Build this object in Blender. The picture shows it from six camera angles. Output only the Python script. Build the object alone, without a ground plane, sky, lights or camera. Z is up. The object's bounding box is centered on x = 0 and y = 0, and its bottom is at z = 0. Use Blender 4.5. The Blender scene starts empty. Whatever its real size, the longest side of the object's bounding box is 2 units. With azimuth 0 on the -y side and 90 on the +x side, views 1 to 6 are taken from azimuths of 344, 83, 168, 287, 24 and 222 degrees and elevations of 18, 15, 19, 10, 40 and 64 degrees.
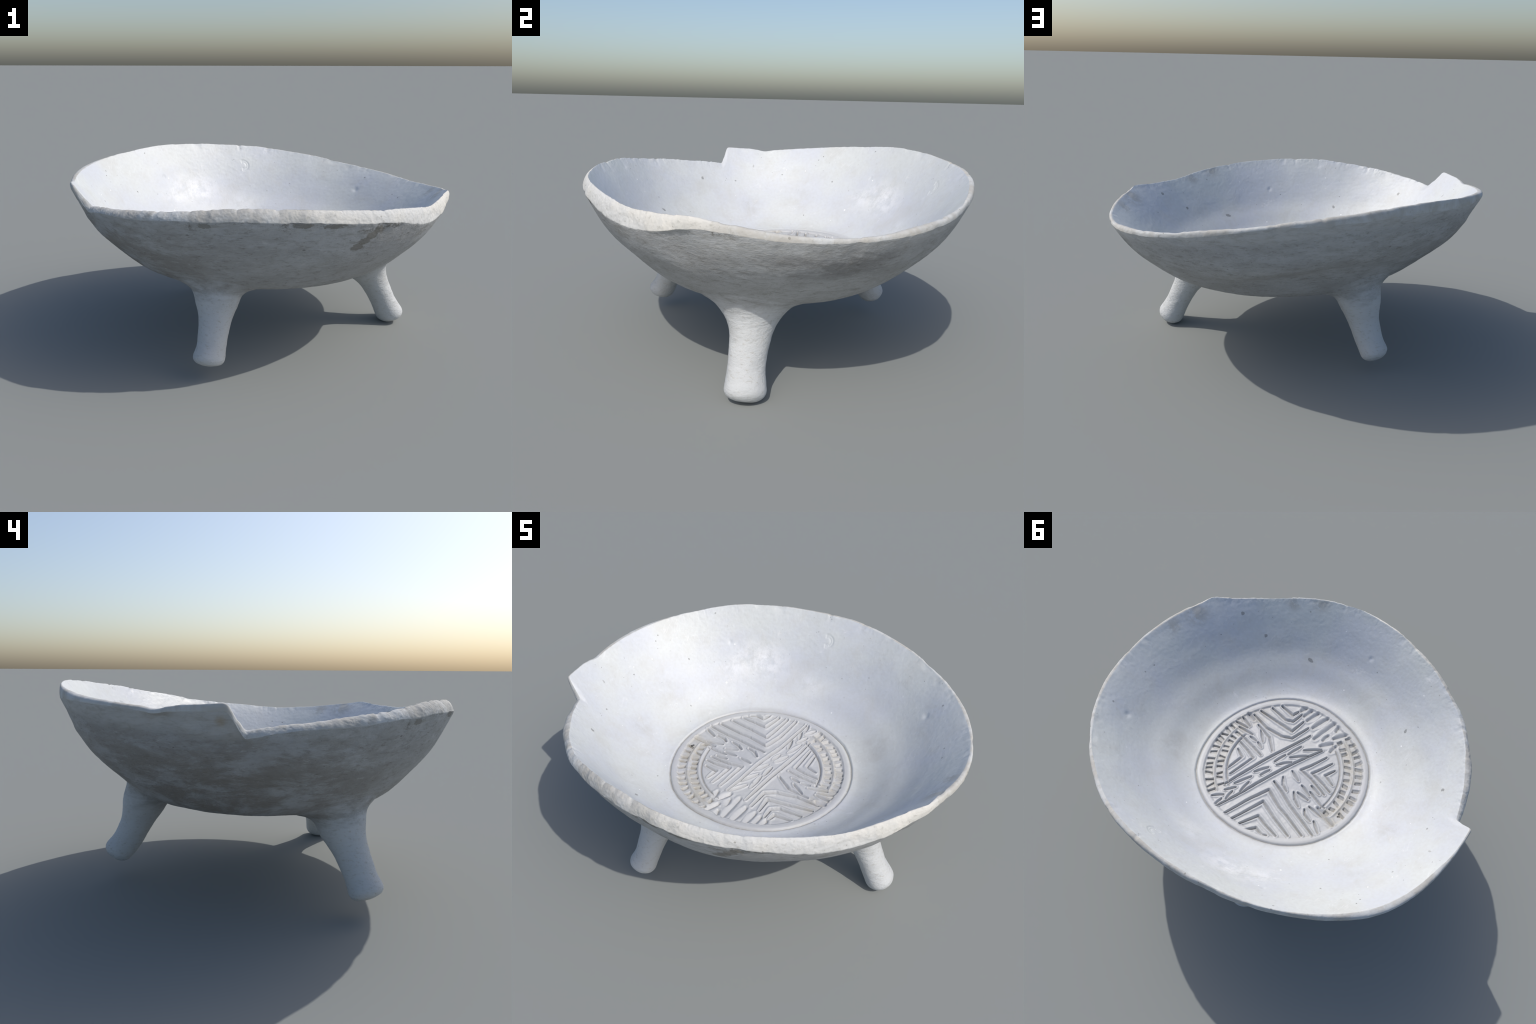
import bpy, math
import numpy as np

# =====================================================================
#  Worn ceramic tripod bowl: egg-shaped broken bowl, stamped medallion on
#  the floor, three splayed peg legs blended into the underside.
# =====================================================================
TAU = 2.0 * math.pi
NT = 1440                     # columns round the bowl

# ---------------------------------------------------------------- noise
_rng = np.random.RandomState(11)
_perm = np.tile(_rng.permutation(256), 3)
_grad = _rng.normal(size=(256, 3))
_grad /= np.linalg.norm(_grad, axis=1, keepdims=True)


def perlin(p, scale, off=0.0):
    q = np.asarray(p, float) * scale + off
    i = np.floor(q).astype(int)
    f = q - i
    u = f * f * f * (f * (f * 6 - 15) + 10)
    i &= 255
    out = 0.0
    for dx in (0, 1):
        for dy in (0, 1):
            for dz in (0, 1):
                h = _perm[_perm[_perm[i[..., 0] + dx] + i[..., 1] + dy] + i[..., 2] + dz]
                g = _grad[h]
                d = (g[..., 0] * (f[..., 0] - dx) + g[..., 1] * (f[..., 1] - dy) + g[..., 2] * (f[..., 2] - dz))
                w = ((u[..., 0] if dx else 1 - u[..., 0]) * (u[..., 1] if dy else 1 - u[..., 1])
                     * (u[..., 2] if dz else 1 - u[..., 2]))
                out = out + w * d
    return out


def sstep(a, b, x):
    t = np.clip((x - a) / (b - a), 0, 1)
    return t * t * (3 - 2 * t)


# ------------------------------------------------------- rim description
# One row every 9 degrees, starting at the notch (192 deg) and going round
# to the raised tab on its other side:
#   crest radius, crest height, outer-edge radius, outer-edge height
RIM = [
    (0.928, 0.778, 0.948, 0.751),
    (0.911, 0.799, 0.945, 0.776),
    (0.900, 0.809, 0.935, 0.786),
    (0.891, 0.825, 0.919, 0.791),
    (0.879, 0.838, 0.909, 0.806),
    (0.857, 0.851, 0.889, 0.806),
    (0.847, 0.861, 0.880, 0.814),
    (0.838, 0.859, 0.873, 0.809),
    (0.845, 0.858, 0.877, 0.808),
    (0.850, 0.848, 0.883, 0.799),
    (0.861, 0.839, 0.886, 0.785),
    (0.864, 0.824, 0.890, 0.772),
    (0.869, 0.810, 0.889, 0.745),
    (0.874, 0.789, 0.892, 0.716),
    (0.884, 0.776, 0.904, 0.706),
    (0.905, 0.779, 0.930, 0.720),
    (0.940, 0.788, 0.957, 0.746),
    (0.958, 0.773, 0.978, 0.744),
    (0.974, 0.754, 0.993, 0.730),
    (0.983, 0.743, 1.000, 0.724),
    (0.985, 0.741, 1.002, 0.724),
    (0.976, 0.754, 0.998, 0.733),
    (0.967, 0.768, 0.985, 0.746),
    (0.951, 0.784, 0.966, 0.766),
    (0.933, 0.811, 0.946, 0.789),
    (0.910, 0.837, 0.930, 0.816),
    (0.895, 0.857, 0.917, 0.845),
    (0.878, 0.881, 0.902, 0.862),
    (0.859, 0.896, 0.885, 0.867),
    (0.852, 0.907, 0.874, 0.870),
    (0.850, 0.918, 0.869, 0.876),
    (0.857, 0.925, 0.872, 0.882),
    (0.876, 0.927, 0.887, 0.884),
    (0.897, 0.921, 0.904, 0.880),
    (0.917, 0.910, 0.931, 0.874),
    (0.942, 0.900, 0.964, 0.870),
    (0.966, 0.883, 0.993, 0.866),
    (0.975, 0.872, 1.003, 0.857),
    (0.977, 0.861, 1.002, 0.845),
    (0.986, 0.868, 0.999, 0.845),
    (0.989, 0.875, 1.000, 0.850),
]
CUT, TAB_END, NOTCH_END = 192.0, 190.4, 193.4     # degrees


def open_spline(nodes, x):
    """Catmull-Rom through evenly spaced nodes, x in 0..n-1 (open ends)."""
    a = np.asarray(nodes, float)
    a = np.concatenate([[2 * a[0] - a[1]], a, [2 * a[-1] - a[-2]]])
    i = np.clip(np.floor(x).astype(int), 0, len(nodes) - 2)
    t = (x - i)[:, None] if a.ndim > 1 else x - i
    p0, p1, p2, p3 = a[i], a[i + 1], a[i + 2], a[i + 3]
    return 0.5 * (2 * p1 + (p2 - p0) * t + (2 * p0 - 5 * p1 + 4 * p2 - p3) * t ** 2
                  + (3 * p1 - p0 - 3 * p2 + p3) * t ** 3)


def rim_at(theta_deg):
    """Crest and outer edge for any angle, with the straight notch wall."""
    th = np.asarray(theta_deg, float) % 360
    lo, hi = TAB_END, NOTCH_END
    inside = (th > lo) & (th < hi)
    x = ((th - CUT) % 360) / 9.0
    vals = open_spline(RIM, x)
    a = open_spline(RIM, np.array([((lo - CUT) % 360) / 9.0]))[0]
    b = open_spline(RIM, np.array([((hi - CUT) % 360) / 9.0]))[0]
    t = ((th - lo) / (hi - lo))[:, None]
    # sharp snapped corner where the front break meets the old lip
    peak = np.clip(1 - np.abs(th - 336.8) / 4.5, 0, 1)[:, None]
    vals = vals + peak * np.array([.014, .005, .010, .004])
    # chip in the lip beside the tab, small nicks and waviness all the way round
    vals = vals - np.exp(-((th - 176.3) / 2.3) ** 2)[:, None] * np.array([.002, .010, .002, .008])
    return np.where(inside[:, None], a * (1 - t) + b * t, vals)


def rim_wear(theta_deg):
    """Small nicks and waviness of crest and outer edge (dr, dz crest, dz outer)."""
    th = np.asarray(theta_deg, float)
    ring3 = np.stack([np.cos(np.radians(th)), np.sin(np.radians(th)), 0 * th], -1)
    k = .55 + .45 * sstep(189.5, 192.5, th) * (1 - sstep(333, 343, th))
    nick = np.maximum(perlin(ring3, 17, 4.) - .20, 0) * .020 + np.maximum(perlin(ring3, 41, 9.) - .22, 0) * .008
    wave = .0030 * perlin(ring3, 11, 2.) + .0022 * perlin(ring3, 34, 6.) + .0012 * perlin(ring3, 80, 1.)
    return .5 * k * wave, k * wave - nick, k * (.004 * perlin(ring3, 13, 20.) + .0025 * perlin(ring3, 37, 30.))


# -------------------------------------------------- outer (under) surface
H_R = np.array([0, .12, .25, .38, .5, .62, .74, .86, .98, 1.1, 1.25])
H_Z = np.array([0.3440, 0.3445, 0.3490, 0.3630, 0.3909, 0.4229, 0.5227, 0.6670, 0.9250, 1.1800, 1.5270])
H_C = (0.0077, -0.0580)
H_TILT = (-0.0360, 0.0024)
H_LOW = [(-0.0291, 0.0762), (0.0725, 0.0317), (-0.0146, -0.0191), (0.0173, 0.0008)]
H_HIGH = [(0.0083, 0.0446), (0.0818, 0.0070), (-0.0101, 0.0263), (-0.0008, 0.0022)]


def lobes(a, r, low, high):
    """Egg-shaped plan: angular stretch that changes from floor to rim."""
    f = lambda c: sum(u * np.cos((k + 1) * a) + v * np.sin((k + 1) * a) for k, (u, v) in enumerate(c))
    w = np.clip((r - .45) / .5, 0, 1.2)
    return 1 + f(low) * (1 - w) + f(high) * w


def hermite(xk, yk, x):
    h = np.diff(xk)
    d = np.diff(yk) / h
    m = np.empty(len(xk))
    m[0] = 0
    m[-1] = d[-1] + (d[-1] - d[-2]) * .5
    m[1:-1] = (h[1:] * d[:-1] + h[:-1] * d[1:]) / (h[1:] + h[:-1])
    i = np.clip(np.searchsorted(xk, x) - 1, 0, len(xk) - 2)
    t = (x - xk[i]) / h[i]
    o = ((2 * t ** 3 - 3 * t * t + 1) * yk[i] + (t ** 3 - 2 * t * t + t) * h[i] * m[i]
         + (3 * t * t - 2 * t ** 3) * yk[i + 1] + (t ** 3 - t * t) * h[i] * m[i + 1])
    return np.where(x > xk[-1], yk[-1] + m[-1] * (x - xk[-1]), o)


def under_raw(x, y):
    X, Y = x - H_C[0], y - H_C[1]
    r, a = np.hypot(X, Y), np.arctan2(Y, X)
    return hermite(H_R, H_Z, r / lobes(a, r, H_LOW, H_HIGH)) + H_TILT[0] * x + H_TILT[1] * y


_td = np.arange(NT) * 360.0 / NT
_th = np.radians(_td)
_rim = rim_at(_td)
_blunt = (sstep(186.5, 188.5, _td) * (1 - sstep(195.5, 198, _td)))[:, None]
for _ in range(4):                              # blunt, worn corners of tab and notch
    _rim = _rim * (1 - _blunt) + _blunt * (np.roll(_rim, 1, 0) + 2 * _rim + np.roll(_rim, -1, 0)) / 4
RI, ZI, RO, ZO = _rim.T
_corr = ZO - under_raw(RO * np.cos(_th), RO * np.sin(_th))


def under(x, y):
    """Underside height, pulled onto the rim's outer edge near the rim."""
    a = (np.degrees(np.arctan2(y, x)) % 360) / 360.0 * NT
    r = np.hypot(x, y)
    i = np.floor(a).astype(int) % NT
    f = a - np.floor(a)
    lerp = lambda v: v[i] * (1 - f) + v[(i + 1) % NT] * f
    # leaner lower wall at the back, fuller upper wall beside the tab
    deg = a / NT * 360.0
    lean = (.050 * np.exp(-(((deg - 80) / 27) ** 2)) * np.exp(-(((r - .69) / .105) ** 2))
            + .024 * np.exp(-(((deg - 103) / 20) ** 2)) * np.exp(-(((r - .755) / .065) ** 2)))
    full = -.017 * np.exp(-(((deg - 141) / 15) ** 2)) * np.exp(-(((r - .87) / .075) ** 2))
    return under_raw(x, y) + lerp(_corr) * sstep(.72, 1.0, r / lerp(RO)) + lean + full


# ---------------------------------------------------------- stamp relief
ST_C = np.array([-0.016, 0.004])
RING_A = np.array([0, 43, 90, 109, 150, 180, 224, 260, 300, 339, 360.])
RING_R = np.array([.468, .484, .450, .447, .468, .475, .473, .450, .461, .460, .468])

BAND_EDGE = [[(.156, .289), (.14, .207), (.097, .041), (.049, -.121), (.012, -.254)],
             [(.096, .425), (.053, .275), (.028, .174), (-.02, .02), (-.069, -.137), (-.102, -.225)]]
BAND_LEAF = [[(.13, .315), (.097, .262)], [(.12, .25), (.08, .159)], [(.156, .386), (.114, .339)],
             [(.103, .419), (.105, .364)], [(.086, .351), (.094, .292)], [(.061, .267), (.067, .193)],
             [(.088, .127), (.047, .056)], [(.046, .008), (.03, -.063)], [(.022, .017), (-.021, -.044)],
             [(.047, .12), (.03, .066)], [(-.024, -.157), (-.094, -.229)], [(0, -.069), (-.067, -.147)],
             [(.021, -.076), (.002, -.165)], [(.014, 0), (-.028, -.051)]]
CHEVRON_LOW = [[(-.038, .102), (-.109, .119), (-.198, .148), (-.3, .172), (-.406, .199)],
               [(.029, .415), (-.007, .269), (-.050, .157), (-.163, .195), (-.223, .204), (-.358, .236)],
               [(-.022, .412), (-.075, .227), (-.185, .259), (-.308, .286)],
               [(-.072, .405), (-.114, .307), (-.185, .320), (-.261, .329)],
               [(-.119, .415), (-.153, .366), (-.202, .375), (-.226, .361)]]
STRIP_LOW = [[(-.16, .077), (-.192, .105), (-.234, .123)], [(-.268, .112), (-.291, .134), (-.336, .144)],
             [(-.35, .131), (-.411, .169)], [(-.178, .065), (-.246, .059)], [(-.276, .084), (-.372, .083)],
             [(-.057, .05), (-.088, .085), (-.127, .099)], [(-.069, -.011), (-.133, .01)],
             [(-.166, .018), (-.235, .033)], [(-.223, .015), (-.271, .025), (-.324, .036), (-.34, .034)]]
CHEVRON_RIGHT = [[(-.149, -.209), (-.122, -.113), (-.100, -.050), (-.176, -.047), (-.223, -.040), (-.289, -.025)],
                 [(-.197, -.201), (-.172, -.120), (-.158, -.078), (-.253, -.068), (-.300, -.058)],
                 [(-.236, -.177), (-.218, -.118), (-.285, -.100)], [(-.205, -.018), (-.267, -.008)]]
CHEVRON_TOP = [[(.353, -.147), (.234, -.130), (.132, -.144), (.078, -.172), (.054, -.284)],
               [(.340, -.192), (.219, -.200), (.110, -.208), (.103, -.298)],
               [(.302, -.250), (.188, -.242), (.150, -.262), (.142, -.328)],
               [(.267, -.296), (.180, -.292), (.170, -.330)]]
STRIP_TOP = [[(.313, .002), (.259, .008), (.201, .014), (.134, .027)], [(.398, -.045), (.321, -.059)],
             [(.389, -.091), (.319, -.075)], [(.362, -.031), (.266, -.045)], [(.267, -.025), (.221, -.027)],
             [(.25, -.096), (.188, -.048)], [(.287, -.113), (.179, -.092), (.105, -.035)], [(.208, -.026), (.167, -.013)]]
CHEVRON_LEFT = [[(.181, .225), (.156, .066), (.215, .050), (.290, .038)],
                [(.218, .208), (.207, .103), (.262, .080)]]
DEEP = [[(-.316, .056), (-.374, .074), (-.438, .082)], [(.386, -.131), (.333, -.123)]]
GOUGE = [[(-.019, -.254), (-.047, -.435)], [(-.08, -.374), (-.073, -.422)], [(-.062, -.28), (-.063, -.322)],
         [(-.075, -.242), (-.117, -.299)], [(-.1, -.328), (-.142, -.398)], [(.162, -.344), (.149, -.379)],
         [(.126, -.33), (.114, -.383)], [(.092, -.319), (.074, -.396)], [(.036, -.303), (.01, -.407)],
         [(-.142, -.252), (-.142, -.297)]]
# tooth rows: radius, half length, first angle, last angle, count, deg jitter
TEETH = [(.411, .021, -2, 61, 14), (.354, .017, 0, 58, 11), (.419, .021, 180, 249, 13), (.355, .017, 173, 249, 13)]


def seg_dist(P, a, b):
    ab = b - a
    t = np.clip(((P - a) @ ab) / (ab @ ab), 0, 1)
    return np.hypot(*(P - a - t[:, None] * ab).T), t


def stamp_relief(x, y):
    """Height offset of the stamped medallion (0 far outside)."""
    P = np.stack([x, y], -1)
    p3 = np.concatenate([P, np.zeros((len(P), 1))], 1)
    P = P + 0.0013 * np.stack([perlin(p3, 38, 3.1), perlin(p3, 38, 9.7)], -1)
    D = P - ST_C
    r = np.hypot(D[:, 0], D[:, 1])
    a = np.degrees(np.arctan2(D[:, 1], D[:, 0])) % 360
    R = np.interp(a, RING_A, RING_R)
    z = np.zeros(len(P))
    # sunk field inside a raised border, and the cut line round it
    z -= 0.008 * (1 - sstep(R - .046, R - .034, r))
    z += 0.008 * np.exp(-((P[:, 0] + .12) ** 2 + (P[:, 1] - .03) ** 2) / .13 ** 2)
    z += 0.002 * np.exp(-((r - R + .020) / .011) ** 2)
    z -= 0.012 * np.exp(-((r - R) / .0055) ** 2) * (0.65 + .35 * np.cos(np.radians(a - 60)) ** 2)
    cut = np.zeros(len(P))
    lip = np.zeros(len(P))

    def stroke(line, w, depth, ridge=.35):
        nonlocal cut, lip
        pts = np.array(line)
        n = len(pts) - 1
        for k in range(n):
            d, t = seg_dist(P, pts[k], pts[k + 1])
            s = (k + t) / n
            ww = w * (0.55 + 0.8 * np.sin(math.pi * np.clip(.12 + s * .76, 0, 1)))
            cut = np.maximum(cut, depth * np.exp(-(d / ww) ** 1.5))
            lip = np.maximum(lip, depth * ridge * np.exp(-((d - 2.2 * ww) / (1.2 * ww)) ** 2))

    for s in BAND_EDGE:
        stroke(s, .0040, .013, .5)
    for s in BAND_LEAF:
        stroke(s, .0042, .010, .45)
    for s in CHEVRON_LOW + CHEVRON_TOP:
        stroke(s, .0046, .012, .5)
    for s in STRIP_LOW + STRIP_TOP + CHEVRON_RIGHT + CHEVRON_LEFT:
        stroke(s, .0042, .010, .5)
    for s in DEEP:
        stroke(s, .0080, .013, .3)
    for s in GOUGE:
        stroke(s, .0080, .011, .35)
    # tooth rows: little rectangular punches
    for (tr, hl, a0, a1, n) in TEETH:
        for k in range(n):
            jr = np.random.RandomState(int(tr * 1000) + 17 * k)
            ang = a0 + (a1 - a0) * k / (n - 1) + jr.uniform(-1.0, 1.0)
            da = (a - ang + 180) % 360 - 180
            tang = np.radians(da) * r + (r - tr) * jr.uniform(-.35, .35)
            hw = .0080 * jr.uniform(.8, 1.2)
            hlen = hl * jr.uniform(.85, 1.1)
            m = ((1 - sstep(hw * .75, hw * 1.45, np.abs(tang)))
                 * (1 - sstep(hlen * .8, hlen * 1.15, np.abs(r - tr + jr.uniform(-.003, .003)))))
            slope = 0.72 + 0.35 * np.clip(-tang / hw, -1, 1)
            cut = np.maximum(cut, .014 * jr.uniform(.75, 1.1) * m * slope)
    in_sector = np.maximum(sstep(-6, -2, (a + 180) % 360 - 180) * (1 - sstep(60, 65, (a + 180) % 360 - 180)),
                           sstep(168, 173, a) * (1 - sstep(250, 254, a)))
    for rr, hh in ((.384, .006), (.326, .007)):
        lip = np.maximum(lip, hh * in_sector * np.exp(-((r - rr) / .0065) ** 2))
    # thin cut along the inner arc
    cut = np.maximum(cut, .008 * in_sector * np.exp(-((r - .312) / .004) ** 2))
    inside = 1 - sstep(R - .040, R - .028, r)
    z += (lip * (1 - np.clip(cut / .008, 0, 1)) - cut) * inside
    z += .0015 * perlin(p3, 26, 5.0) * inside + .0008 * perlin(p3, 70, 1.0) * inside
    # slight dishing of the rubbed centre
    return z


# ------------------------------------------------------------ inner wall
I_R = np.array([0, .25, .42, .50, .57, .64, .71, .78, .85, .92, 1.0])
I_Z = np.array([0.4354, 0.4229, 0.4258, 0.4303, 0.4667, 0.5269, 0.5913, 0.6798, 0.7723, 0.8573, 0.9513])
I_TILT = (-0.0643, 0.0222)
I_SADDLE = (-0.0528, -0.0292)
I_LOW = [(-0.0444, -0.0148), (0.0037, 0.0066), (-0.0016, 0.0054), (0.0076, 0.0026)]
I_HIGH = [(0.0019, 0.0130), (0.1029, 0.0156), (-0.0208, 0.0102), (0.0024, 0.0064)]


def inner_raw(x, y):
    """Interior: tilted, slightly saddle-shaped floor rising into the wall."""
    r, a = np.hypot(x, y), np.arctan2(y, x)
    z = hermite(I_R, I_Z, r / lobes(a, r, I_LOW, I_HIGH)) + I_TILT[0] * x + I_TILT[1] * y
    return z + ((I_SADDLE[0] * (x * x - y * y) + I_SADDLE[1] * 2 * x * y)
                * np.minimum(1, .25 / np.maximum(r * r, 1e-6)))


def fractured(th):
    """1 where the rim is a broken face, 0 where the old lip survives."""
    return sstep(189.5, 192.5, th) * (1 - sstep(333, 343, th))


# ------------------------------------------------------ assemble the grid
# The inner surface runs on smoothly under the broken crest; close to the rim
# it is pulled onto the crest line.
_icorr = ZI - inner_raw(RI * np.cos(_th), RI * np.sin(_th))
_k = np.exp(-np.linspace(-2, 2, 121) ** 2)
_k /= _k.sum()
_smooth = np.convolve(np.concatenate([_icorr[-60:], _icorr, _icorr[:60]]), _k, 'valid')
_notch = sstep(150, 180, _td) * (1 - sstep(205, 235, _td))
_smooth = _icorr * (1 - _notch) + _smooth * _notch
N_OUT, N_RIM, N_IN, N_ST = 190, 26, 120, 200
s_out = np.linspace(0.001, 1, N_OUT) ** 0.85
rows = []
cos, sin = np.cos(_th), np.sin(_th)
for s in s_out:
    r = RO * s
    x, y = r * cos, r * sin
    rows.append(np.stack([x, y, under(x, y)], -1))
frac = fractured(_td)
for k in range(1, N_RIM + 1):
    t = k / N_RIM
    # outer edge -> crest: flat break or rounded lip (quadratic Bezier)
    cr = np.where(frac > .5, .5 * (RO + RI) + .004, RO * 0.85 + RI * .15 + .006)
    cz = np.where(frac > .5, .5 * (ZO + ZI) + .006, ZI * 1.0 + .002)
    cr = frac * (.6 * RO + .4 * RI + .006) + (1 - frac) * (RO * .9 + RI * .1 + .003)
    cz = frac * (.4 * ZO + .6 * ZI + .008) + (1 - frac) * (ZI + .004)
    r = (1 - t) ** 2 * RO + 2 * t * (1 - t) * cr + t * t * RI
    z = (1 - t) ** 2 * ZO + 2 * t * (1 - t) * cz + t * t * ZI
    rows.append(np.stack([r * cos, r * sin, z], -1))
STR = 0.50                                     # radius where floor grid begins
for k in range(1, N_IN + N_ST + 1):
    if k <= N_IN:
        t = k / N_IN
        r = RI * (1 - t) + STR * t
        # rounded inner shoulder of the lip
    else:
        t = (k - N_IN) / N_ST
        r = np.full(NT, STR * (1 - t) + .0008 * t)
    x, y = r * cos, r * sin
    rows.append(np.stack([x, y, inner_raw(x, y) + _smooth * sstep(.80, 1.0, r / RI) + (_icorr - _smooth) * sstep(.955, 1.0, r / RI)], -1))
G = np.array(rows)                              # rings x columns x 3
WR, WI, WO = rim_wear(_td)
for i in range(N_OUT - 8, N_OUT + N_RIM + 14):
    if i < N_OUT:
        wo, wi = 1 - (N_OUT - 1 - i) / 8, 0.0
    elif i < N_OUT + N_RIM:
        t = (i - N_OUT + 1) / N_RIM
        wo, wi = 1 - t, t
    else:
        wo, wi = 0.0, max(0.0, 1 - (i - N_OUT - N_RIM + 1) / 12)
    G[i, :, 2] += wo * WO + wi * WI
    G[i, :, 0] += wi * WR * cos
    G[i, :, 1] += wi * WR * sin
NR = len(G)
i_rim0, i_rim1 = N_OUT - 1, N_OUT + N_RIM - 1
i_st0 = N_OUT + N_RIM + N_IN - 1
# medallion relief
r_ax = np.hypot(G[:, :, 0], G[:, :, 1])
sel = np.zeros(G.shape[:2], bool)
sel[i_st0 - 10:] = True
G[sel, 2] += stamp_relief(G[sel, 0], G[sel, 1])


def grid_normals(G):
    du = np.roll(G, -1, 1) - np.roll(G, 1, 1)
    dv = np.empty_like(G)
    dv[1:-1] = G[2:] - G[:-2]
    dv[0] = G[1] - G[0]
    dv[-1] = G[-1] - G[-2]
    n = np.cross(du, dv)
    l = np.linalg.norm(n, axis=-1, keepdims=True)
    n = n / np.maximum(l, 1e-12)
    n[0] = n[2].mean(0) / np.linalg.norm(n[2].mean(0))
    n[-1] = n[-4].mean(0) / np.linalg.norm(n[-4].mean(0))
    return n


def skin(p, kind=0):
    """Small hand-made unevenness along the normal, shared by all parts."""
    return (.0050 * perlin(p, 3.1, 7.3) + .0026 * perlin(p, 9, 2.2) + .0010 * perlin(p * np.array([1, 1, 2.2]), 30, 4.4)
            + .0006 * perlin(p, 75, 8.8))


N0 = grid_normals(G)
disp = skin(G)
ring = np.arange(NR)[:, None]
# interior is smoothed, floor carries almost none of the large wobble
disp = np.where(ring > i_st0 - 1, disp * .25, disp)
disp = np.where((ring > i_rim1) & (ring <= i_st0), disp * (.75 - .5 * sstep(i_rim1, i_st0, ring)), disp)
# chewed fracture face and crumbly edges
tt = np.clip((ring - i_rim0) / (i_rim1 - i_rim0), -1.5, 2.5)
face = np.exp(-np.clip(np.abs(tt - .5) - .5, 0, None) ** 2 / .05)
rough = (.0040 * perlin(G, 6, 12.) + .0012 * perlin(G, 26, 1.5) + .0012 * perlin(G, 60, 2.) + .0012 * perlin(G, 120, 6.))
disp = disp + face * rough * (.25 + .75 * frac[None, :])
chips = np.maximum(perlin(G, 13, 21.) - .12, 0)
disp = disp - face * .014 * chips
G = G + N0 * disp[..., None]


def spot(c, rad):
    d = np.linalg.norm(G - np.array(c), axis=-1)
    return d / rad


N1 = grid_normals(G)
inner = (ring > i_rim1) & (ring < i_st0)
outer_m = ring < i_rim0


def dent(c, rad, depth, mask):
    q = spot(c, rad)
    return np.where(mask, -depth * np.exp(-q * q), 0)


d2 = np.zeros(G.shape[:2])
# chip under the raised lip beside the tab, thumb-like crescent, cracks
d2 += dent((-.985, .05, .80), .05, .012, outer_m)
d2 += dent((-.985, .05, .845), .035, .010, outer_m)
d2 += dent((-.94, -.20, .74), .03, .010, outer_m)
d2 += dent((.80, -.42, .66), .10, .010, outer_m)
d2 += dent((.735, .416, .647), .016, .005, inner)
d2 += dent((-.457, .621, .756), .012, .004, inner)
d2 += dent((.004, -.737, .669), .012, .004, inner)
# crescent dents near the back rim
q = np.linalg.norm(G - np.array((.085, .775, .775)), axis=-1)
for rr in (.022, .034):
    d2 += np.where(inner & (G[..., 0] > .075), -.0025 * np.exp(-((q - rr) / .005) ** 2), 0)
# soft shoulder line where the upper outer wall was wiped
d2 += np.where(outer_m, .0028 * np.exp(-((G[..., 2] - ZO[None, :] + .135) / .018) ** 2)
               * sstep(100, 140, _td)[None, :] * (1 - sstep(188, 196, _td))[None, :], 0)
G = G + N1 * d2[..., None]
NRM = grid_normals(G)

# ---------------------------------------------------------------- meshes


def build(name, verts, faces, normals, mat, parent):
    me = bpy.data.meshes.new(name)
    V = np.ascontiguousarray(verts, dtype=np.float32)
    F = np.ascontiguousarray(faces, dtype=np.int32)
    me.vertices.add(len(V))
    me.vertices.foreach_set("co", V.ravel())
    me.loops.add(F.size)
    me.loops.foreach_set("vertex_index", F.ravel())
    me.polygons.add(len(F))
    me.polygons.foreach_set("loop_start", np.arange(0, F.size, F.shape[1], dtype=np.int32))
    me.update(calc_edges=True)
    me.polygons.foreach_set("use_smooth", np.ones(len(F), bool))
    me.normals_split_custom_set_from_vertices(np.asarray(normals, dtype=np.float32).tolist())
    me.materials.append(mat)
    ob = bpy.data.objects.new(name, me)
    bpy.context.scene.collection.objects.link(ob)
    ob.parent = parent
    return ob


def grid_faces(nr, nc, base=0):
    i = np.arange(nr - 1)[:, None]
    j = np.arange(nc)[None, :]
    a = i * nc + j
    b = i * nc + (j + 1) % nc
    return (np.stack([a, b, b + nc, a + nc], -1).reshape(-1, 4) + base)


# ------------------------------------------------------------------ legs
# centre line (x, y, z) and radius, from the root in the bowl to the foot
# plus: sideways direction, sideways widening, sole tilt (x, y) and sole offset
LEGS = [
    ([(.546, -.138, .330, .090), (.590, -.151, .265, .076), (.628, -.165, .195, .0675), (.662, -.177, .122, .0655),
      (.700, -.184, .050, .072)], (-.2496, .9684), 1.22, (.33, -.15), .2480),
    ([(-.373, -.464, .330, .080), (-.389, -.499, .265, .067), (-.406, -.528, .205, .0625), (-.422, -.554, .150, .061),
      (-.440, -.579, .104, .0680)], (.8, -.6), 1.17, (-.195, -.382), .2185),
    ([(-.243, .508, .345, .094), (-.253, .533, .270, .0765), (-.267, .560, .205, .0705), (-.280, .589, .155, .068),
      (-.291, .616, .122, .068)], (.9292, .3697), 1.07, (-.314, .523), .3000),
]
BLEND = 0.142


def leg_axis(nodes, n=90):
    return open_spline(nodes, np.linspace(0, len(nodes) - 1, n))


def under_sdf(p):
    x, y, z = p[..., 0], p[..., 1], p[..., 2]
    e = .004
    gx = (under(x + e, y) - under(x - e, y)) / (2 * e)
    gy = (under(x, y + e) - under(x, y - e)) / (2 * e)
    return (under(x, y) - z) / np.sqrt(1 + gx * gx + gy * gy)


def leg_sdf(p, ax):
    """Chain of sideways-stretched balls, trimmed by a softly rounded sole."""
    ax, side, wide, sole_n, sole_o = ax
    best = np.full(p.shape[0], 9.)
    for c in ax:
        d = p - c[:3]
        t = d @ side
        best = np.minimum(best, np.sqrt(np.maximum((d * d).sum(1) - t * t * (1 - 1 / wide ** 2), 1e-12)) - c[3])
    s = p @ sole_n - sole_o
    h = np.maximum(.06 - np.abs(s - best), 0) / .06
    return np.maximum(s, best) + h * h * .06 / 4 - .002 * h


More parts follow.
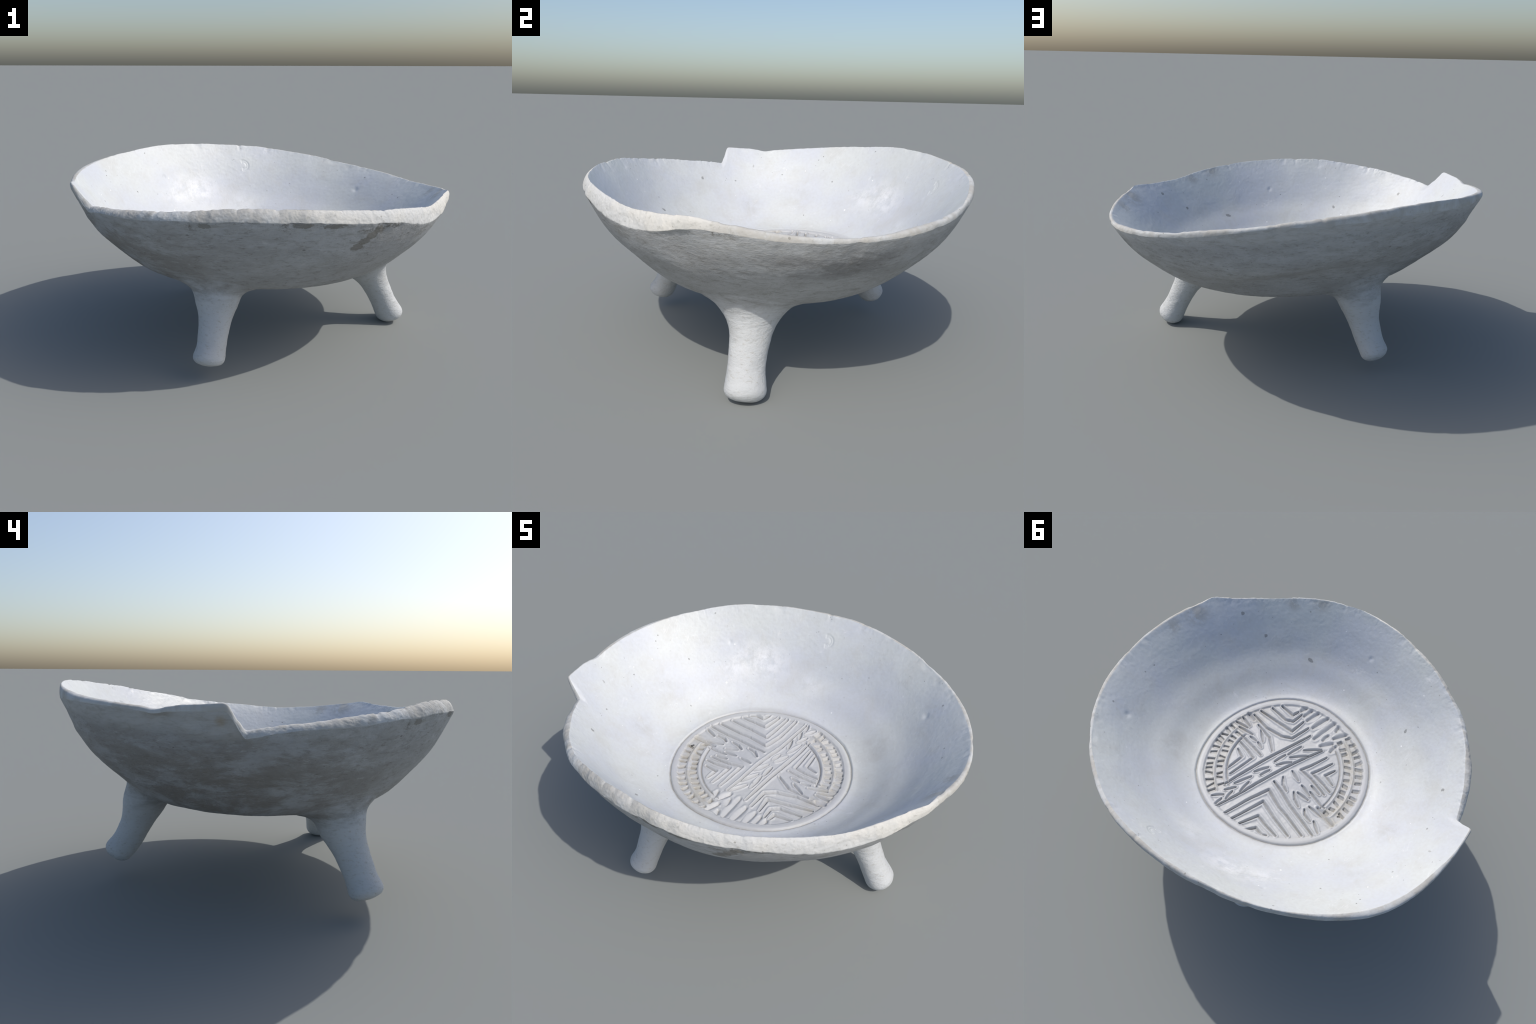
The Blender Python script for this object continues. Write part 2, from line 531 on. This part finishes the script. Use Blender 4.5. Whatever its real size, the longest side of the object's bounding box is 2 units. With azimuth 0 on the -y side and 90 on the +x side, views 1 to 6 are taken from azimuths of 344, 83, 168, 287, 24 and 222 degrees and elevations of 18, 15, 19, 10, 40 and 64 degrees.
def joint_sdf(p, ax):
    a, b = under_sdf(p), leg_sdf(p, ax)
    h = np.maximum(BLEND - np.abs(a - b), 0) / BLEND
    return np.minimum(a, b) - h * h * BLEND * .25


def sdf_grad(p, ax):
    e = .002
    g = np.empty_like(p)
    for k in range(3):
        d = np.zeros(3)
        d[k] = e
        g[:, k] = (joint_sdf(p + d, ax) - joint_sdf(p - d, ax)) / (2 * e)
    return g


def make_leg(spec):
    nodes, side, wide, tilt, sole_o = spec
    ax = leg_axis(nodes, 36)
    sole_n = np.array([tilt[0], tilt[1], -1.0])
    sole_n /= np.linalg.norm(sole_n)
    field = (ax, np.array([side[0], side[1], 0.0]), wide, sole_n, sole_o)
    n_phi, n_cap, n_tube, n_fl = 96, 22, 60, 32
    phi = np.arange(n_phi) * TAU / n_phi
    end = ax[-1]
    axis = ax[-1, :3] - ax[-9, :3]
    axis /= np.linalg.norm(axis)
    # frame carried along the leg (world x projected)
    rows = []
    for k in range(n_cap):                       # rounded foot
        e = (k + .05) / n_cap * math.pi / 2
        u = np.array([0, 1., 0]) if abs(axis[1]) < .8 else np.array([1., 0, 0])
        a = u - axis * (u @ axis)
        a /= np.linalg.norm(a)
        b = np.cross(axis, a)
        rad = np.sin(e) ** .85
        rows.append(end[:3] + end[3] * (math.cos(e) * axis + rad * (np.cos(phi)[:, None] * a + np.sin(phi)[:, None] * b)))
    tube = []
    ts = np.linspace(1, -.35, 160)
    full = np.concatenate([[ax[0] + (ax[0] - ax[7]) * q for q in np.linspace(3, 0.1, 24)], ax])
    full[:24, 3] = ax[0, 3]
    for c0, c1 in zip(full[::-1][:-1], full[::-1][1:]):
        t = c0[:3] - c1[:3]
        t /= np.linalg.norm(t)
        a = u - t * (u @ t)
        a /= np.linalg.norm(a)
        b = np.cross(t, a)
        tube.append(c0[:3] + c0[3] * (np.cos(phi)[:, None] * a + np.sin(phi)[:, None] * b))
    tube = np.array(tube)                        # foot -> inside the bowl
    db = under_sdf(tube.reshape(-1, 3)).reshape(tube.shape[:2])
    top = np.empty(n_phi)
    for j in range(n_phi):
        k = max(int(np.argmax(db[:, j] < 0)), 1)
        top[j] = k - 1 + db[k - 1, j] / (db[k - 1, j] - db[k, j] + 1e-9)
    top = np.clip(top, 5, len(tube) - 2)
    for _ in range(6):
        top = .25 * np.roll(top, 1) + .5 * top + .25 * np.roll(top, -1)
    for k in range(1, n_tube + 1):
        s = top * k / n_tube
        i = np.floor(s).astype(int)
        f = (s - i)[:, None]
        jj = np.arange(n_phi)
        rows.append(tube[i, jj] * (1 - f) + tube[np.minimum(i + 1, len(tube) - 1), jj] * f)
    crease = rows[-1]
    cen = crease.mean(0)
    out = crease[:, :2] - cen[:2]
    out /= np.linalg.norm(out, axis=1, keepdims=True)
    for k in range(1, n_fl + 1):
        w = (k / n_fl) ** 1.2 * BLEND * 1.45
        xy = crease[:, :2] + out * w
        rows.append(np.concatenate([xy, under(xy[:, 0], xy[:, 1])[:, None]], 1))
    V = np.array(rows).reshape(-1, 3)
    for _ in range(5):
        d = joint_sdf(V, field)
        g = sdf_grad(V, field)
        V = V - np.clip(d, -.03, .03)[:, None] * g / np.maximum((g * g).sum(1, keepdims=True), .3)
    W = V.reshape(len(rows), n_phi, 3)              # even out the rings, then settle again
    for _ in range(8):
        W[n_cap:-1] = .5 * W[n_cap:-1] + .25 * (W[n_cap - 1:-2] + W[n_cap + 1:])
    V = W.reshape(-1, 3)
    for _ in range(2):
        d = joint_sdf(V, field)
        g = sdf_grad(V, field)
        V = V - np.clip(d, -.03, .03)[:, None] * g / np.maximum((g * g).sum(1, keepdims=True), .3)
    g = sdf_grad(V, field)
    n = g / np.linalg.norm(g, axis=1, keepdims=True)
    V = V + n * (skin(V) + .0016 * perlin(V, 22, 3.3) * np.clip((.33 - V[:, 2]) / .08, 0, 1))[:, None]
    nr = len(rows)
    # sink the last rings just under the bowl surface
    k = np.repeat(np.arange(nr), n_phi)
    da, dl = under_sdf(V), leg_sdf(V, field)
    swell = (np.maximum(BLEND - np.abs(da - dl), 0) / BLEND) ** 2 * BLEND * .25
    V = V - n * (sstep(.3 * BLEND, .5 * BLEND, dl) * (1 - sstep(.0005, .0060, swell)) * .0040)[:, None]
    # shading normals of the bumped surface, blending into the bowl's
    W = V.reshape(nr, n_phi, 3)
    gn = grid_normals(W)
    sgn = np.sign((gn.reshape(-1, 3) * n).sum(1).mean())
    gn = gn.reshape(-1, 3) * sgn
    tip = V[:n_phi].mean(0) + axis * .0003
    V = np.concatenate([V, [tip]])
    gn = np.concatenate([gn, [axis]])
    gn[:n_phi * 2] = n[:n_phi * 2]
    F = grid_faces(nr, n_phi)
    if sgn < 0:
        F = F[:, ::-1]
    tipi = len(V) - 1
    j = np.arange(n_phi)
    cap = np.stack([np.full(n_phi, tipi), (j + 1) % n_phi, j, j], -1)
    return V, F, gn, (tipi, n_phi, sgn)


# ------------------------------------------------------------- materials
RIM_FOURIER = [0.8016, -0.0542, 0.0432, -0.0301, -0.0071, 0.0042, 0.0066]
LEG_AXES = [(tuple(n[1][:3]), tuple(n[4][:3])) for n, *_ in LEGS]


class Nodes:
    def __init__(self, name):
        self.m = bpy.data.materials.new(name)
        self.m.use_nodes = True
        self.t = self.m.node_tree
        self.b = self.t.nodes["Principled BSDF"]
        self.b.inputs["Specular IOR Level"].default_value = .3
        self.co = self.t.nodes.new("ShaderNodeTexCoord").outputs["Object"]

    def link(self, a, b):
        self.t.links.new(a, b)

    def val(self, sock, v):
        if isinstance(v, bpy.types.NodeSocket):
            self.link(v, sock)
        else:
            sock.default_value = v

    def mapping(self, scale=(1, 1, 1), loc=(0, 0, 0), rot=(0, 0, 0), src=None):
        n = self.t.nodes.new("ShaderNodeMapping")
        n.inputs["Scale"].default_value = scale
        n.inputs["Location"].default_value = loc
        n.inputs["Rotation"].default_value = rot
        self.link(src or self.co, n.inputs["Vector"])
        return n.outputs[0]

    def noise(self, scale, detail=4, rough=.55, vec=None, dist=0.0):
        n = self.t.nodes.new("ShaderNodeTexNoise")
        n.inputs["Scale"].default_value = scale
        n.inputs["Detail"].default_value = detail
        n.inputs["Roughness"].default_value = rough
        n.inputs["Distortion"].default_value = dist
        self.link(vec or self.co, n.inputs["Vector"])
        return n.outputs["Fac"]

    def below_rim(self):
        """Height above (+) or below (-) the rim's outer edge, from a low Fourier fit."""
        sep = self.t.nodes.new("ShaderNodeSeparateXYZ")
        self.link(self.co, sep.inputs[0])
        ang = self.math('ARCTAN2', sep.outputs[1], sep.outputs[0])
        h = RIM_FOURIER[0]
        for k in (1, 2, 3):
            a = self.math('MULTIPLY', ang, float(k))
            for op, c in (('COSINE', RIM_FOURIER[2 * k - 1]), ('SINE', RIM_FOURIER[2 * k])):
                h = self.math('ADD', self.math('MULTIPLY', self.math(op, a), c), h)
        return self.math('SUBTRACT', sep.outputs[2], h), sep

    def specks(self, scale, size, keep, loc=(0, 0, 0), stretch=(1, 1, 1)):
        """Sparse round specks: Voronoi cells, only a random share kept."""
        n = self.t.nodes.new("ShaderNodeTexVoronoi")
        n.inputs["Scale"].default_value = scale
        warp = self.t.nodes.new("ShaderNodeVectorMath")
        warp.operation = 'MULTIPLY_ADD'
        nz = self.t.nodes.new("ShaderNodeTexNoise")
        nz.inputs["Scale"].default_value = 60
        self.link(self.co, nz.inputs["Vector"])
        self.link(nz.outputs["Color"], warp.inputs[0])
        warp.inputs[1].default_value = (size * .8 / scale,) * 3
        self.link(self.mapping(stretch, loc), warp.inputs[2])
        self.link(warp.outputs[0], n.inputs["Vector"])
        sep = self.t.nodes.new("ShaderNodeSeparateColor")
        self.link(n.outputs["Color"], sep.inputs[0])
        rad = self.math('MULTIPLY', sep.outputs[1], size)
        m = self.ramp(self.math('SUBTRACT', n.outputs["Distance"], rad), .012, -.012)
        return self.math('MULTIPLY', m, self.ramp(sep.outputs[0], 1 - keep, 1.001 - keep))

    def ramp(self, fac, a, b, va=0.0, vb=1.0):
        n = self.t.nodes.new("ShaderNodeMapRange")
        n.interpolation_type = 'SMOOTHSTEP'
        self.val(n.inputs["Value"], fac)
        n.inputs["From Min"].default_value = a
        n.inputs["From Max"].default_value = b
        n.inputs["To Min"].default_value = va
        n.inputs["To Max"].default_value = vb
        return n.outputs["Result"]

    def math(self, op, a, b=0.0, clamp=False):
        n = self.t.nodes.new("ShaderNodeMath")
        n.operation = op
        n.use_clamp = clamp
        self.val(n.inputs[0], a)
        self.val(n.inputs[1], b)
        return n.outputs[0]

    def mix(self, fac, a, b):
        n = self.t.nodes.new("ShaderNodeMix")
        n.data_type = 'RGBA'
        self.val(n.inputs["Factor"], fac)
        for s, v in ((n.inputs[6], a), (n.inputs[7], b)):
            self.val(s, v if isinstance(v, bpy.types.NodeSocket) else (*v, 1.0))
        return n.outputs[2]

    def near(self, p, rad, warp=None, stretch=(1, 1, 1), soft=False):
        """1 inside a ragged blob round a point on the object."""
        n = self.t.nodes.new("ShaderNodeVectorMath")
        n.operation = 'DISTANCE'
        vec = self.co
        loc = tuple(-p[i] * stretch[i] for i in range(3))
        vec = self.mapping(scale=stretch, loc=loc)
        self.link(vec, n.inputs[0])
        d = n.outputs["Value"]
        if warp is not None:
            d = self.math('ADD', d, self.math('MULTIPLY', self.math('SUBTRACT', warp, .5), rad * 1.6))
        return self.ramp(d, rad * 1.4, rad * .15) if soft else self.ramp(d, rad * 1.1, rad * .8)

    def finish(self, col, rough, bump=None, strength=.25, dist=.004):
        self.link(col, self.b.inputs["Base Color"])
        self.val(self.b.inputs["Roughness"], rough)
        if bump is not None:
            n = self.t.nodes.new("ShaderNodeBump")
            n.inputs["Strength"].default_value = strength
            n.inputs["Distance"].default_value = dist
            self.link(bump, n.inputs["Height"])
            self.link(n.outputs[0], self.b.inputs["Normal"])
        return self.m


WHITE = (.582, .602, .594)
COOL = (.545, .567, .604)
GREY = (.345, .350, .348)
BROWN = (.225, .20, .165)
CREAM = (.66, .638, .585)
DARK = (.10, .098, .09)


def slip_inner():
    k = Nodes("white_slip_interior")
    big = k.noise(2.3, 4, .6)
    mid = k.noise(7, 6, .65, dist=.6)
    fine = k.noise(60, 5, .7)
    col = k.mix(k.ramp(big, .35, .65), WHITE, COOL)
    col = k.mix(k.math('MULTIPLY', k.ramp(mid, .46, .72), .38), col, (.50, .495, .465))
    bright = k.math('MULTIPLY', k.ramp(k.noise(9, 7, .75, k.mapping((1, 1, 1.6), (3, 1, 2))), .60, .70), .6)
    col = k.mix(bright, col, (.72, .72, .72))
    col = k.mix(k.ramp(fine, .35, .75, 0, .22), col, (.42, .41, .385))
    # chalky bright patch and smudges
    wp = k.noise(14, 8, .75)
    for p, rad, st, amt in (((-.27, .65, .66), .15, (.8, 1, 1.3), .75), ((-.42, .56, .62), .09, (1, 1, 1), .5),
                            ((.06, .60, .56), .10, (1, 1, 1), .35)):
        m = k.math('MULTIPLY', k.near(p, rad, wp, st, True), k.ramp(wp, .40, .66))
        col = k.mix(k.math('MULTIPLY', m, amt), col, (.80, .80, .81))
    for p, rad, amt in (((-.69, -.05, .54), .07, .5), ((.52, .33, .47), .12, .35), ((-.70, .25, .62), .12, .25),
                        ((.60, -.05, .46), .12, .25)):
        col = k.mix(k.math('MULTIPLY', k.math('MULTIPLY', k.near(p, rad, wp, (1, 1, 1), True), k.ramp(wp, .38, .68)), amt), col, (.36, .355, .34))
    # small pits and specks
    sp = k.ramp(k.noise(46, 2, .5, k.mapping((1, 1, 1), (7, 2, 5))), .735, .775)
    sp = k.math('MULTIPLY', sp, k.ramp(k.noise(4, 2), .42, .6))
    col = k.mix(k.math('MULTIPLY', sp, .7), col, DARK)
    col = k.mix(k.math('MULTIPLY', k.specks(16, .10, .20), .65), col, (.22, .22, .215))
    col = k.mix(k.math('MULTIPLY', k.specks(27, .10, .14, (3, 7, 1)), .55), col, (.24, .235, .225))
    col = k.mix(k.math('MULTIPLY', k.specks(19, .10, .16, (8, 1, 4)), .9), col, (.82, .82, .82))
    col = k.mix(k.math('MULTIPLY', k.specks(9, .10, .14, (5, 5, 9), (1, 1.8, .7)), .5), col, (.27, .265, .25))
    # hair scratches
    sc = k.noise(11, 2, .4, k.mapping((6, .7, .7), (0, 3, 0), (.5, .4, .9)))
    sc = k.math('MULTIPLY', k.ramp(k.math('ABSOLUTE', k.math('SUBTRACT', sc, .5)), .012, .003), k.ramp(k.noise(3.5, 3), .54, .66))
    col = k.mix(k.math('MULTIPLY', sc, .30), col, (.74, .74, .74))
    warp = k.noise(70, 3, .6)
    for p, rad, st in (((-.398, -.551, .579), .011, (1.6, .7, 1)), ((.305, -.578, .536), .013, (.7, 1.3, 1.2)),
                       ((-.692, .56, .879), .009, (1, 1, 1)), ((-.762, -.34, .704), .009, (1, 1, .7)),
                       ((.723, -.452, .719), .010, (1, 1, 1)), ((.572, -.482, .62), .010, (1, 1, 1))):
        col = k.mix(k.math('MULTIPLY', k.near(p, rad, warp, st), .7), col, (.19, .19, .185))
    return k, col, fine, mid


def mat_interior():
    k, col, fine, mid = slip_inner()
    # grey flaked patches on the inside of the chipped right rim
    warp = k.noise(16, 6, .7)
    for p, rad in (((.90, -.26, .75), .06), ((.95, -.12, .72), .045), ((.40, -.76, .80), .045), ((.53, -.68, .76), .035)):
        col = k.mix(k.math('MULTIPLY', k.math('MULTIPLY', k.near(p, rad * 1.3, warp, (1, 1, 1), True), k.ramp(warp, .40, .55)), .8), col, (.40, .39, .36))
    h = k.math('ADD', k.math('MULTIPLY', fine, .5), mid)
    k.b.inputs['Specular IOR Level'].default_value = .5
    return k.finish(col, .50, h, .28, .006)


def mat_medallion():
    k, col, fine, mid = slip_inner()
    # ochre clay showing in the punched ring rows
    sep = k.t.nodes.new("ShaderNodeSeparateXYZ")
    k.link(k.co, sep.inputs[0])
    x, y = k.math('ADD', sep.outputs[0], .018), k.math('SUBTRACT', sep.outputs[1], .005)
    r = k.math('SQRT', k.math('ADD', k.math('MULTIPLY', x, x), k.math('MULTIPLY', y, y)))
    col = k.mix(k.ramp(r, .492, .448, 0, .6), col, (.395, .398, .41))
    ringm = k.math('MULTIPLY', k.ramp(r, .320, .345), k.ramp(r, .445, .425))
    ang = k.math('ARCTAN2', y, x)
    # right row: about -2..62 deg, left row: about 172..252 deg
    right = k.math('MULTIPLY', k.ramp(ang, -.75, -.45), k.ramp(ang, 1.15, 1.05))
    left = k.math('ADD', k.ramp(ang, 2.85, 2.95), k.ramp(ang, -1.85, -2.0), True)
    sector = k.math('ADD', k.math('MULTIPLY', right, .7), left, True)
    oc = k.math('MULTIPLY', k.math('MULTIPLY', ringm, sector), k.ramp(k.noise(22, 5, .7), .32, .62))
    col = k.mix(k.math('MULTIPLY', oc, .6), col, (.40, .37, .30))
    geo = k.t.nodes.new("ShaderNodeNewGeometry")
    soil = k.math('MULTIPLY', k.ramp(geo.outputs["Pointiness"], .492, .455), k.ramp(k.noise(30, 4, .6), .22, .52))  # crease mask: darker brownish tone along the stamped grooves
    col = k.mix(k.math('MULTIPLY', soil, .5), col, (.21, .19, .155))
    warp = k.noise(70, 3, .6)
    for p, rad in (((-.429, .013, .44), .011), ((-.424, .022, .44), .008)):
        col = k.mix(k.math('MULTIPLY', k.near(p, rad, warp), .95), col, (.02, .02, .018))
    h = k.math('ADD', k.math('MULTIPLY', fine, .5), mid)
    k.b.inputs['Specular IOR Level'].default_value = .5
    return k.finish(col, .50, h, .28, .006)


def slip_outer(name, dirt=1.0, pale=0.0):
    k = Nodes(name)
    s1 = k.noise(5.0, 9, .72, k.mapping((1, 1, 2.6)), .3)
    s2 = k.noise(19, 8, .72, k.mapping((1, 1, 3.2), (4, 4, 1)), .4)
    s3 = k.noise(48, 6, .7, k.mapping((1, 1, 2.4), (1, 2, 8)))
    big = k.noise(1.9, 3, .5, k.mapping((1, 1, 1.2), (1, 6, 3)))
    fine = k.noise(95, 4, .7)
    col = k.mix(k.ramp(big, .35, .65), (.465, .477, .482), (.40, .406, .41))
    col = k.mix(k.math('MULTIPLY', k.ramp(s1, .40, .66), .6 * dirt), col, (.32, .322, .315))
    soil = k.near((-.74, -.05, .50), .66, s1, (1, .8, 1.2), True)
    soil = k.math('MULTIPLY', k.math('ADD', k.math('MULTIPLY', soil, .9), .08), k.ramp(s1, .36, .62))
    col = k.mix(k.math('MULTIPLY', soil, .8 * dirt), col, BROWN)
    col = k.mix(k.math('MULTIPLY', k.ramp(s2, .50, .68), .55 * dirt), col, (.22, .212, .19))
    col = k.mix(k.math('MULTIPLY', k.ramp(s3, .56, .70), .55 * dirt), col, (.22, .208, .185))
    col = k.mix(k.math('MULTIPLY', k.ramp(s2, .42, .30), .45), col, (.57, .575, .57))
    scr = k.noise(26, 7, .75, k.mapping((1, 1, 5.5), (7, 1, 3), (.06, .05, 0)), .3)
    col = k.mix(k.math('MULTIPLY', k.math('MULTIPLY', k.ramp(scr, .57, .68), k.ramp(s1, .36, .54)), .8 * dirt), col, (.19, .178, .155))
    col = k.mix(k.math('MULTIPLY', k.ramp(scr, .38, .30), .5), col, (.58, .585, .58))
    pits = k.ramp(k.noise(36, 3, .6, k.mapping((1, 1, 1.6), (2, 9, 4))), .69, .74)
    pits = k.math('MULTIPLY', pits, k.ramp(k.noise(3.3, 3), .42, .58))
    col = k.mix(k.math('MULTIPLY', pits, .7 * dirt), col, (.15, .145, .13))
    col = k.mix(k.math('MULTIPLY', k.specks(15, .14, .25, (2, 2, 2), (1, 1, 1.8)), .6), col, (.13, .125, .115))
    # wiped, paler band under the lip with a ragged lower edge
    dz, _sep = k.below_rim()
    edge = k.math('ADD', dz, k.math('MULTIPLY', k.math('SUBTRACT', s1, .5), .10))
    band = k.math('MULTIPLY', k.ramp(edge, -.075, -.015), k.ramp(_sep.outputs[1], -.55, -.25, .35, 1.0))
    col = k.mix(k.math('MULTIPLY', band, .75), col, k.mix(k.ramp(s2, .40, .68), (.54, .55, .55), (.44, .44, .425)))
    # dark crust clinging under the broken front edge
    crust = k.math('MULTIPLY', k.ramp(edge, -.055, -.012), k.ramp(_sep.outputs[1], -.15, -.35))
    crust = k.math('MULTIPLY', crust, k.ramp(k.noise(9, 7, .75, k.mapping((1, 1, 1.5), (6, 0, 2))), .54, .62))
    col = k.mix(k.math('MULTIPLY', crust, .75), col, (.15, .142, .12))
    # legs and their roots were wiped cleaner
    clean = None
    for top, low in LEG_AXES:
        for p, rad in ((top, .20), (tuple((top[i] + low[i]) / 2 for i in range(3)), .20), (low, .22)):
            m = k.near(p, rad, s1, (1, 1, 1), True)
            clean = m if clean is None else k.math('MAXIMUM', clean, m)
    col = k.mix(k.math('MULTIPLY', k.ramp(clean, .0, .85), pale), col, k.mix(k.ramp(s3, .52, .72), (.585, .60, .605), (.46, .45, .42)))
    return k, col, fine, s2


def mat_wall():
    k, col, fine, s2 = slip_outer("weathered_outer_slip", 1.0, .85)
    warp = k.noise(30, 8, .8, k.mapping((1, 1, 2.2), (0, 0, 0), (0, .4, 0)), .4)
    # flaked diagonal patch and dark residue under the broken rim
    for p, rad, st, a in (((.17, -.811, .675), .024, (.8, 1, 1.2), .8), ((.195, -.82, .70), .024, (.8, 1, 1.2), .8),
                          ((.225, -.828, .725), .022, (.8, 1, 1.2), .8), ((.258, -.83, .748), .020, (.8, 1, 1.2), .8),
                          ((-.10, -.868, .797), .022, (.5, 1, 1.8), .8), ((.038, -.873, .788), .022, (.5, 1, 1.8), .8),
                          ((-.479, -.749, .793), .020, (.8, 1, 1.6), .7), ((-.30, -.834, .815), .018, (.5, 1, 1.8), .5)):
        m = k.math('ADD', k.near(p, rad * 1.5, None, st, True), k.math('MULTIPLY', k.math('SUBTRACT', warp, .5), 2.6))
        col = k.mix(k.math('MULTIPLY', k.ramp(m, .50, .62), a), col, (.21, .20, .175))
    # smoky bands on the right flank, rusty stain beside the notch
    smoke = k.noise(7, 8, .72, k.mapping((1, 1, 3.5), (9, 3, 3)))
    for p, rad, st, a in (((.953, .115, .654), .20, (.6, .55, 3.0), .7), ((.904, .131, .593), .16, (.6, .6, 3.2), .6)):
        col = k.mix(k.math('MULTIPLY', k.math('MULTIPLY', k.near(p, rad, smoke, st, True), k.ramp(smoke, .40, .62)), a), col, (.17, .17, .165))
    col = k.mix(k.math('MULTIPLY', k.near((-.967, -.156, .82), .022, warp, (1, 1, 1), True), .55), col, (.34, .25, .14))
    h = k.math('ADD', k.math('MULTIPLY', fine, .5), k.math('ADD', s2, k.math('MULTIPLY', k.noise(40, 6, .75, k.mapping((1, 1, 3.0), (3, 1, 1))), .6)))
    return k.finish(col, .70, h, .6, .008)


def mat_rim():
    k = Nodes("broken_edge_clay")
    n1 = k.noise(8, 6, .65, dist=.5)
    n2 = k.noise(45, 6, .75)
    n3 = k.noise(3, 3, .5)
    # warm fresh break on the front, slip-covered lip elsewhere
    sep = k.t.nodes.new("ShaderNodeSeparateXYZ")
    k.link(k.co, sep.inputs[0])
    front = k.math('MULTIPLY', k.ramp(sep.outputs[1], -.20, -.45), k.ramp(sep.outputs[0], -.35, .15))
    worn = k.mix(k.ramp(n1, .35, .65), (.54, .55, .545), (.45, .435, .40))
    fresh = k.mix(k.ramp(n1, .38, .68), CREAM, (.58, .57, .53))
    fresh = k.mix(k.ramp(n3, .42, .62, 0, .8), fresh, (.56, .568, .565))
    col = k.mix(front, worn, fresh)
    col = k.mix(k.ramp(n2, .54, .70, 0, .6), col, (.36, .35, .31))
    col = k.mix(k.math('MULTIPLY', k.specks(30, .16, .3), .6), col, (.22, .21, .18))
    h = k.math('ADD', k.math('MULTIPLY', n2, .8), n1)
    return k.finish(col, .85, h, .35, .008)


# ------------------------------------------------------------- put together
root = bpy.data.objects.new("tripod_bowl", None)
bpy.context.scene.collection.objects.link(root)
root["label"] = "worn white ceramic tripod bowl with stamped floor and broken rim"
root["category"] = "bowl"

M_WALL, M_RIM, M_IN, M_ST = mat_wall(), mat_rim(), mat_interior(), mat_medallion()


def part(name, i0, i1, mat, closed=None):
    V = G[i0:i1 + 1].reshape(-1, 3)
    n = NRM[i0:i1 + 1].reshape(-1, 3)
    return build(name, V, grid_faces(i1 - i0 + 1, NT), n, mat, root)


# ring where the medallion's border groove has ended
i_med = i_st0 + 2
wall = part("outer_wall", 0, i_rim0, M_WALL)
rim = part("rim", i_rim0, i_rim1, M_RIM)
inside = part("inner_wall", i_rim1, i_med, M_IN)
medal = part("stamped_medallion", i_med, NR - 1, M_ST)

for nodes in LEGS:
    V, F, gn, (tipi, nphi, sgn) = make_leg(nodes)
    j = np.arange(nphi)
    a, b = (j, (j + 1) % nphi) if sgn < 0 else ((j + 1) % nphi, j)
    # close the sole with quads that pair two fan triangles
    j2 = np.arange(0, nphi, 2)
    fan = np.stack([np.full(len(j2), tipi), j2, (j2 + 1) % nphi, (j2 + 2) % nphi], -1)
    if sgn > 0:
        fan = fan[:, ::-1]
    build("leg", V, np.concatenate([F, fan]), gn, M_WALL, root)

bpy.context.view_layer.update()
